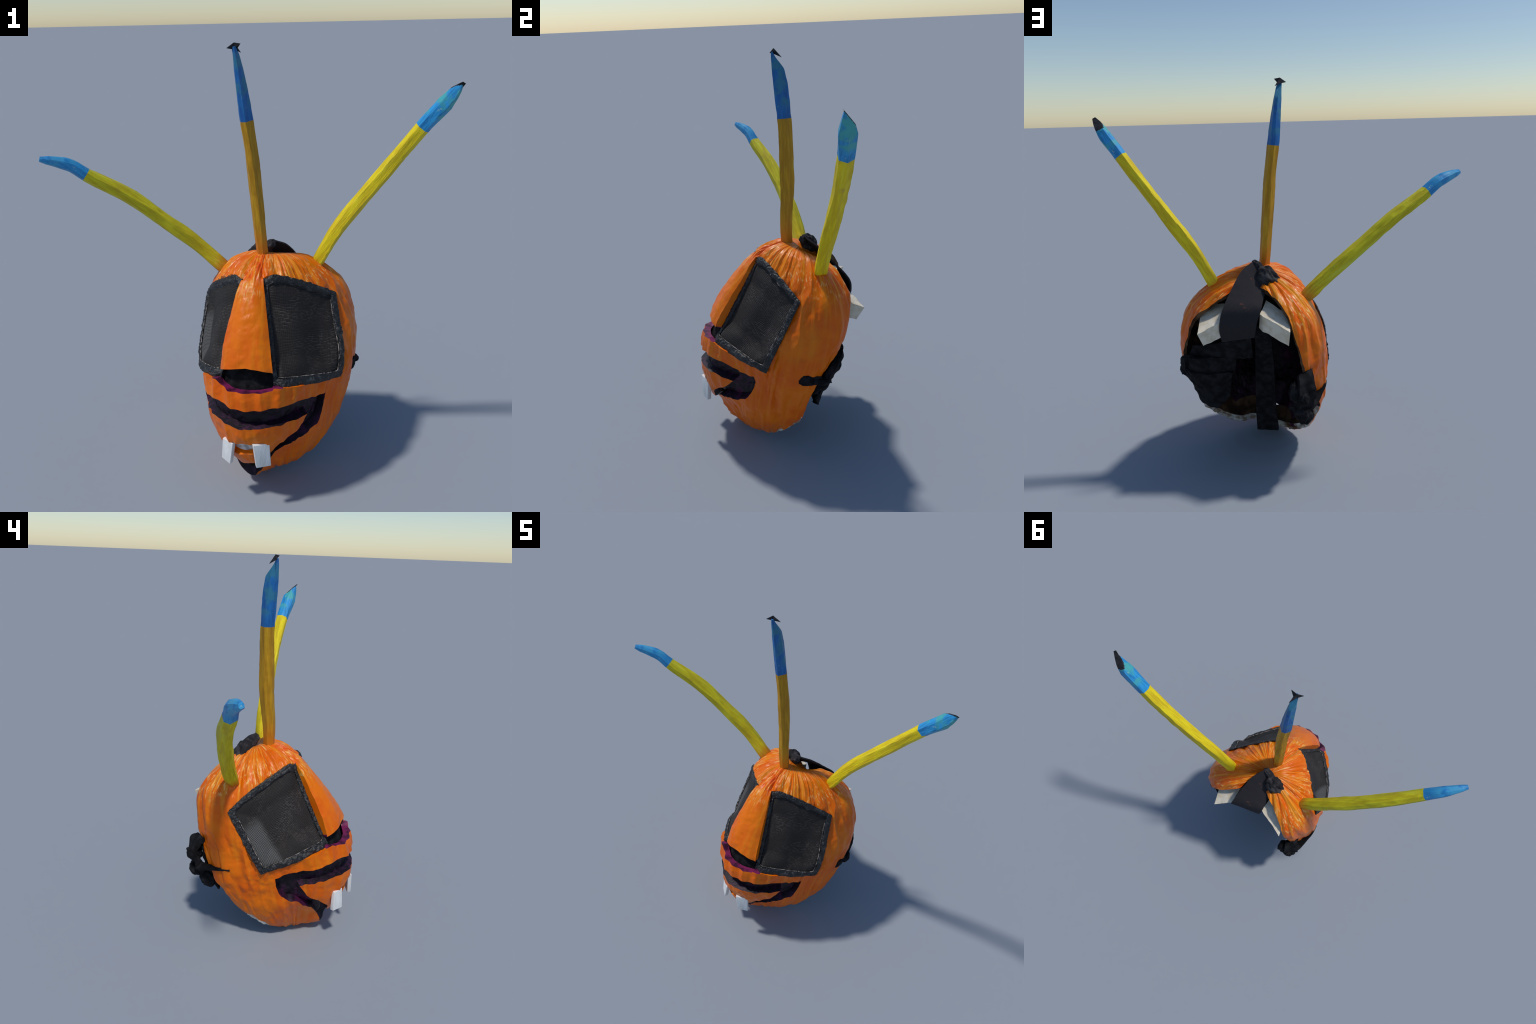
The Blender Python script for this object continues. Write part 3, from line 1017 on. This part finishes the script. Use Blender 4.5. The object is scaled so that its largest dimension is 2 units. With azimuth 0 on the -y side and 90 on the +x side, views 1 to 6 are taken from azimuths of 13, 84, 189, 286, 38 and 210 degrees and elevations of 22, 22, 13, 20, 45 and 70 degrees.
# charcoal on the saw cut of the right-hand horn: faces lying on the sloping cut
me = right_tip.data
bpy.context.view_layer.update()
to_scene = np.array(right_tip.matrix_world)
for f in me.polygons:
    c = to_scene[:3, :3] @ np.array(f.center) + to_scene[:3, 3]
    k = int(np.argmin(((right_path - c) ** 2).sum(1)))
    t = k / (len(right_path) - 1)
    tangent = right_path[k] - right_path[max(k - 3, 0)]
    tangent = tangent / np.linalg.norm(tangent)
    nv = np.array([0, .8, .6])
    nv = nv - tangent * (nv @ tangent)
    nv /= np.linalg.norm(nv)
    if t > .925 and (c - right_path[k]) @ nv > .034 - .052 * (t - .915) / .085 - .004:
        f.material_index = 1

# thin dark scrap of tape folded over the end of the upright horn: three flaps from a peak
peak, heart = np.array((-0.020, 0.040, 1.999)), np.array((-0.017, 0.046, 1.972))
flaps = [np.array(p) for p in ((-0.048, 0.024, 1.978), (0.011, 0.030, 1.995), (0.000, 0.074, 1.958))]
verts, faces = [], []
for a, b in zip(flaps, flaps[1:] + flaps[:1]):
    # each pane is curved in toward the horn between two flap points
    mid = (a + b) / 2 * .35 + heart * .65
    for tri in ((peak, a, mid), (peak, mid, b)):
        nrm = np.cross(tri[1] - tri[0], tri[2] - tri[0])
        nrm *= .0012 / np.linalg.norm(nrm)
        k = len(verts)
        verts += [p + nrm for p in tri] + [p - nrm for p in tri]
        faces += [[k, k + 1, k + 2], [k + 5, k + 4, k + 3]] + [[k + i, k + 3 + i, k + 3 + (i + 1) % 3, k + (i + 1) % 3] for i in range(3)]
me = mesh_from('tape_scrap', verts, faces)
fix_normals(me)
add_object('tape_scrap', me, up_stick, Matrix(), [CHARCOAL])


# ------------------------------------------------------------------ head strap, knots, pads
def ribbon(name, left, right, thick, mat, n=24, across=14, wave=.002, parent=ROOT):
    """band between two edge curves"""
    L, R = curve_points(left, n), curve_points(right, n)
    m = len(L)
    v = np.linspace(0, 1, across)
    G = L[:, None] * (1 - v)[None, :, None] + R[:, None] * v[None, :, None]
    tu = np.gradient(G, axis=0)
    tv = np.gradient(G, axis=1)
    nr = np.cross(tu, tv)
    nr /= np.linalg.norm(nr, axis=-1)[..., None] + 1e-9
    G = G + nr * (wave * noise(G * 25, 2))[..., None]
    origin = G.mean((0, 1))
    xa = (R - L).mean(0)
    xa /= np.linalg.norm(xa)
    ya = (L[-1] + R[-1]) / 2 - (L[0] + R[0]) / 2
    ya -= xa * (ya @ xa)
    ya /= np.linalg.norm(ya)
    A = np.stack([xa, ya, np.cross(xa, ya)])
    out = ((G + nr * thick / 2).reshape(-1, 3) - origin) @ A.T
    inn = ((G - nr * thick / 2).reshape(-1, 3) - origin) @ A.T
    me = solid_sheet(name, out, inn, m, across)
    M = Matrix([[*A[:, 0], origin[0]], [*A[:, 1], origin[1]], [*A[:, 2], origin[2]], [0, 0, 0, 1]])
    return add_object(name, me, parent, M, [mat])


head_strap = ribbon('head_strap',
                    [(0.125, 0.148, 1.098), (0.175, 0.203, 1.058), (0.212, 0.273, 0.985), (0.248, 0.352, 0.889), (0.266, 0.345, 0.800), (0.268, 0.300, 0.715)],
                    [(0.040, 0.185, 1.000), (0.048, 0.225, 0.968), (0.052, 0.270, 0.940), (0.057, 0.325, 0.900), (0.078, 0.335, 0.830), (0.100, 0.300, 0.745)],
                    .008, STRAP)
ribbon('neck_strap', [(0.109, 0.250, 0.790), (0.110, 0.235, 0.720), (0.142, 0.105, 0.472), (0.161, 0.035, 0.252), (0.171, -0.025, 0.055)],
       [(0.020, 0.250, 0.795), (0.025, 0.235, 0.722), (0.038, 0.105, 0.476), (0.048, 0.035, 0.258), (0.047, -0.025, 0.055)], .016, CLOTH, wave=.004)


def lump(name, centre, size, mat, seed, folds=.25, freq=9, parent=ROOT, sub=5, axis=None):
    """crumpled cloth lump"""
    bm = bmesh.new()
    bmesh.ops.create_icosphere(bm, subdivisions=sub, radius=1)
    V = np.array([v.co[:] for v in bm.verts])
    ridge = 1 - np.abs(noise(V * freq * .35 + seed * 3.1, 2)) * 2.2
    k = 1 + folds * (.6 * noise(V * 1.6 + seed, 2) + .35 * ridge - .1)
    V = V * k[:, None] * np.array(size)
    if axis is not None:
        z = np.array(axis, float)
        z /= np.linalg.norm(z)
        x = np.cross([0.31, .2, 1.0], z)
        x /= np.linalg.norm(x)
        V = V[:, :1] * x + V[:, 1:2] * np.cross(z, x) + V[:, 2:] * z
    for v, p in zip(bm.verts, V):
        v.co = p
    me = bpy.data.meshes.new(name)
    bm.to_mesh(me)
    bm.free()
    shade(me, 60)
    return add_object(name, me, parent, Matrix.Translation(Vector(centre)), [mat])


# crumpled cloth wrapped round the stem, with the screw that pins it
knob = lump('stem_wrap', (0.042, 0.172, 1.012), (.046, .068, .048), FELT, 2, .5, 6, head_strap, axis=(-.6, .3, .5))
lump('strap_fold', (0.095, 0.148, 1.070), (.020, .024, .044), FELT, 6, .45, 6, head_strap, axis=(.6, -.2, .5))


def screw_head(centre, axis, r):
    z = Vector(axis).normalized()
    bm = bmesh.new()
    bmesh.ops.create_cone(bm, cap_ends=True, segments=32, radius1=r, radius2=r * .8, depth=r * .5)
    bmesh.ops.bevel(bm, geom=[e for e in bm.edges if len(e.link_faces) == 2 and e.calc_face_angle(0) > .8], offset=r * .1, segments=2, affect='EDGES')
    me = bpy.data.meshes.new('screw')
    bm.to_mesh(me)
    bm.free()
    shade(me, 35)
    M = Matrix.Translation(Vector(centre)) @ z.to_track_quat('Z', 'Y').to_matrix().to_4x4()
    ob = add_object('screw', me, head_strap, M, [STEEL])
    bm = bmesh.new()
    for rot in (0, math.pi / 2):
        bmesh.ops.create_cube(bm, size=1, matrix=Matrix.Translation((0, 0, r * .24)) @ Matrix.Rotation(rot, 4, 'Z') @ Matrix.Diagonal((r * 1.2, r * .25, r * .1 + rot * .0002, 1)))
    me = bpy.data.meshes.new('screw_slot')
    bm.to_mesh(me)
    bm.free()
    add_object('screw_slot', me, head_strap, M, [CHARCOAL])


bpy.context.view_layer.update()
screw_head((0.058, 0.160, 1.066), (.05, .35, .95), .011)


def foam_block(corners, thick_dir, thick):
    """soft pad: four corners of its upper face, extruded downward"""
    F = np.array(corners, float)
    d = np.array(thick_dir, float)
    d /= np.linalg.norm(d)
    n = 26
    u = np.linspace(0, 1, n)
    U, V = np.meshgrid(u, u)
    G = (F[0] * (1 - U[..., None]) + F[1] * U[..., None]) * (1 - V[..., None]) + (F[3] * (1 - U[..., None]) + F[2] * U[..., None]) * V[..., None]
    G = G + .0035 * np.stack([noise(G * 30 + s, 2) for s in (0, 5, 11)], -1)
    low = G + d * (thick + .010 * noise(G * 20 + 3, 2))[..., None]
    me = solid_sheet('foam_pad', G.reshape(-1, 3), low.reshape(-1, 3), n, n)
    return add_object('foam_pad', me, ROOT, Matrix(), [FOAM])


foam_block([(0.240, 0.230, 0.900), (0.385, 0.225, 0.880), (0.363, 0.400, 0.787), (0.262, 0.350, 0.835)], (-.20, -.45, -.9), .090)
foam_block([(0.045, 0.235, 0.920), (0.063, 0.318, 0.872), (-0.096, 0.402, 0.815), (-0.085, 0.290, 0.850)], (.15, -.35, -1), .090)


# cloth ties: a loop through a hole on each flank, knotted behind
def tie(points, radius, ratio, mat=CLOTH, seed=0, name='cloth_tie'):
    path = curve_points(points, 16)
    t = np.linspace(0, 1, len(path))
    sides = 28
    a = np.linspace(0, 2 * np.pi, sides, endpoint=False)
    base = np.interp(t, np.linspace(0, 1, len(radius)), radius)
    q = np.stack([np.cos(a)[None] * 2.2 + 0 * t[:, None], np.sin(a)[None] * 2.2 + 0 * t[:, None], t[:, None] * 6 + 0 * a[None] + seed], -1)
    R = base[:, None] * (1 + .30 * noise(q, 3))
    return add_object(name, tube_mesh(name, path, R, sides, ratio, angle=70), ROOT, Matrix(), [mat])


# wearer's left flank (+x): flat loop outside, ragged strap end, cloth bulging across the opening
lump('cloth_loop', (0.520, 0.092, 0.508), (.018, .056, .030), CLOTH, 9, .35, 8)
tie([(0.526, 0.110, 0.505), (0.526, 0.150, 0.495), (0.505, 0.190, 0.485)], [.024, .024, .022], .6, seed=1)
ribbon('cloth_tie', [(0.445, 0.265, 0.620), (0.475, 0.255, 0.590), (0.485, 0.225, 0.530), (0.480, 0.180, 0.460), (0.470, 0.135, 0.395)],
       [(0.495, 0.230, 0.600), (0.510, 0.220, 0.575), (0.518, 0.185, 0.520), (0.516, 0.145, 0.465), (0.500, 0.100, 0.415)], .030, CLOTH, wave=.012)
ribbon('cloth_tie', [(0.490, 0.235, 0.600), (0.425, 0.270, 0.610), (0.330, 0.270, 0.615), (0.215, 0.235, 0.610)],
       [(0.500, 0.205, 0.515), (0.425, 0.245, 0.520), (0.330, 0.240, 0.525), (0.225, 0.215, 0.535)], .014, CLOTH, wave=.010)
ribbon('cloth_flap', [(0.505, 0.220, 0.530), (0.420, 0.265, 0.525), (0.330, 0.250, 0.520), (0.245, 0.210, 0.515)],
       [(0.475, 0.135, 0.360), (0.420, 0.140, 0.290), (0.352, 0.135, 0.270), (0.278, 0.160, 0.345)], .012, CLOTH, wave=.016)
ribbon('cloth_flap', [(0.440, 0.245, 0.670), (0.330, 0.275, 0.690), (0.220, 0.290, 0.720), (0.125, 0.275, 0.745)],
       [(0.475, 0.220, 0.585), (0.330, 0.250, 0.590), (0.220, 0.240, 0.595), (0.130, 0.215, 0.600)], .010, CLOTH, wave=.012)
# wearer's right flank (-x): cord through a hole, compact folded knot behind
tie([(-0.236, 0.150, 0.462), (-0.232, 0.200, 0.455), (-0.215, 0.260, 0.440), (-0.188, 0.320, 0.420), (-0.155, 0.355, 0.395)], [.010, .016, .018, .030, .034], .7, seed=4)
ribbon('cloth_tie', [(-0.185, 0.310, 0.585), (-0.195, 0.345, 0.560), (-0.198, 0.355, 0.500), (-0.190, 0.345, 0.430), (-0.170, 0.310, 0.350)],
       [(-0.125, 0.365, 0.580), (-0.130, 0.405, 0.545), (-0.132, 0.410, 0.480), (-0.120, 0.395, 0.420), (-0.105, 0.345, 0.345)], .034, CLOTH, wave=.014)
lump('cloth_knot', (-0.145, 0.372, 0.385), (.042, .040, .040), CLOTH, 4, .45, 5)
lump('cloth_knot', (-0.158, 0.385, 0.475), (.030, .046, .034), CLOTH, 14, .45, 5)
lump('cloth_knot', (-0.108, 0.385, 0.500), (.026, .034, .048), CLOTH, 17, .45, 5)
lump('cloth_knot', (-0.150, 0.300, 0.335), (.040, .046, .050), CLOTH, 15, .45, 5)
ribbon('cloth_flap', [(-0.180, 0.325, 0.540), (-0.175, 0.300, 0.430), (-0.156, 0.240, 0.281)], [(-0.110, 0.310, 0.480), (-0.095, 0.285, 0.400), (-0.055, 0.240, 0.330)], .012, CLOTH, wave=.014)

print('triangles', sum(len(p.vertices) - 2 for o in bpy.data.objects if o.type == 'MESH' for p in o.data.polygons))
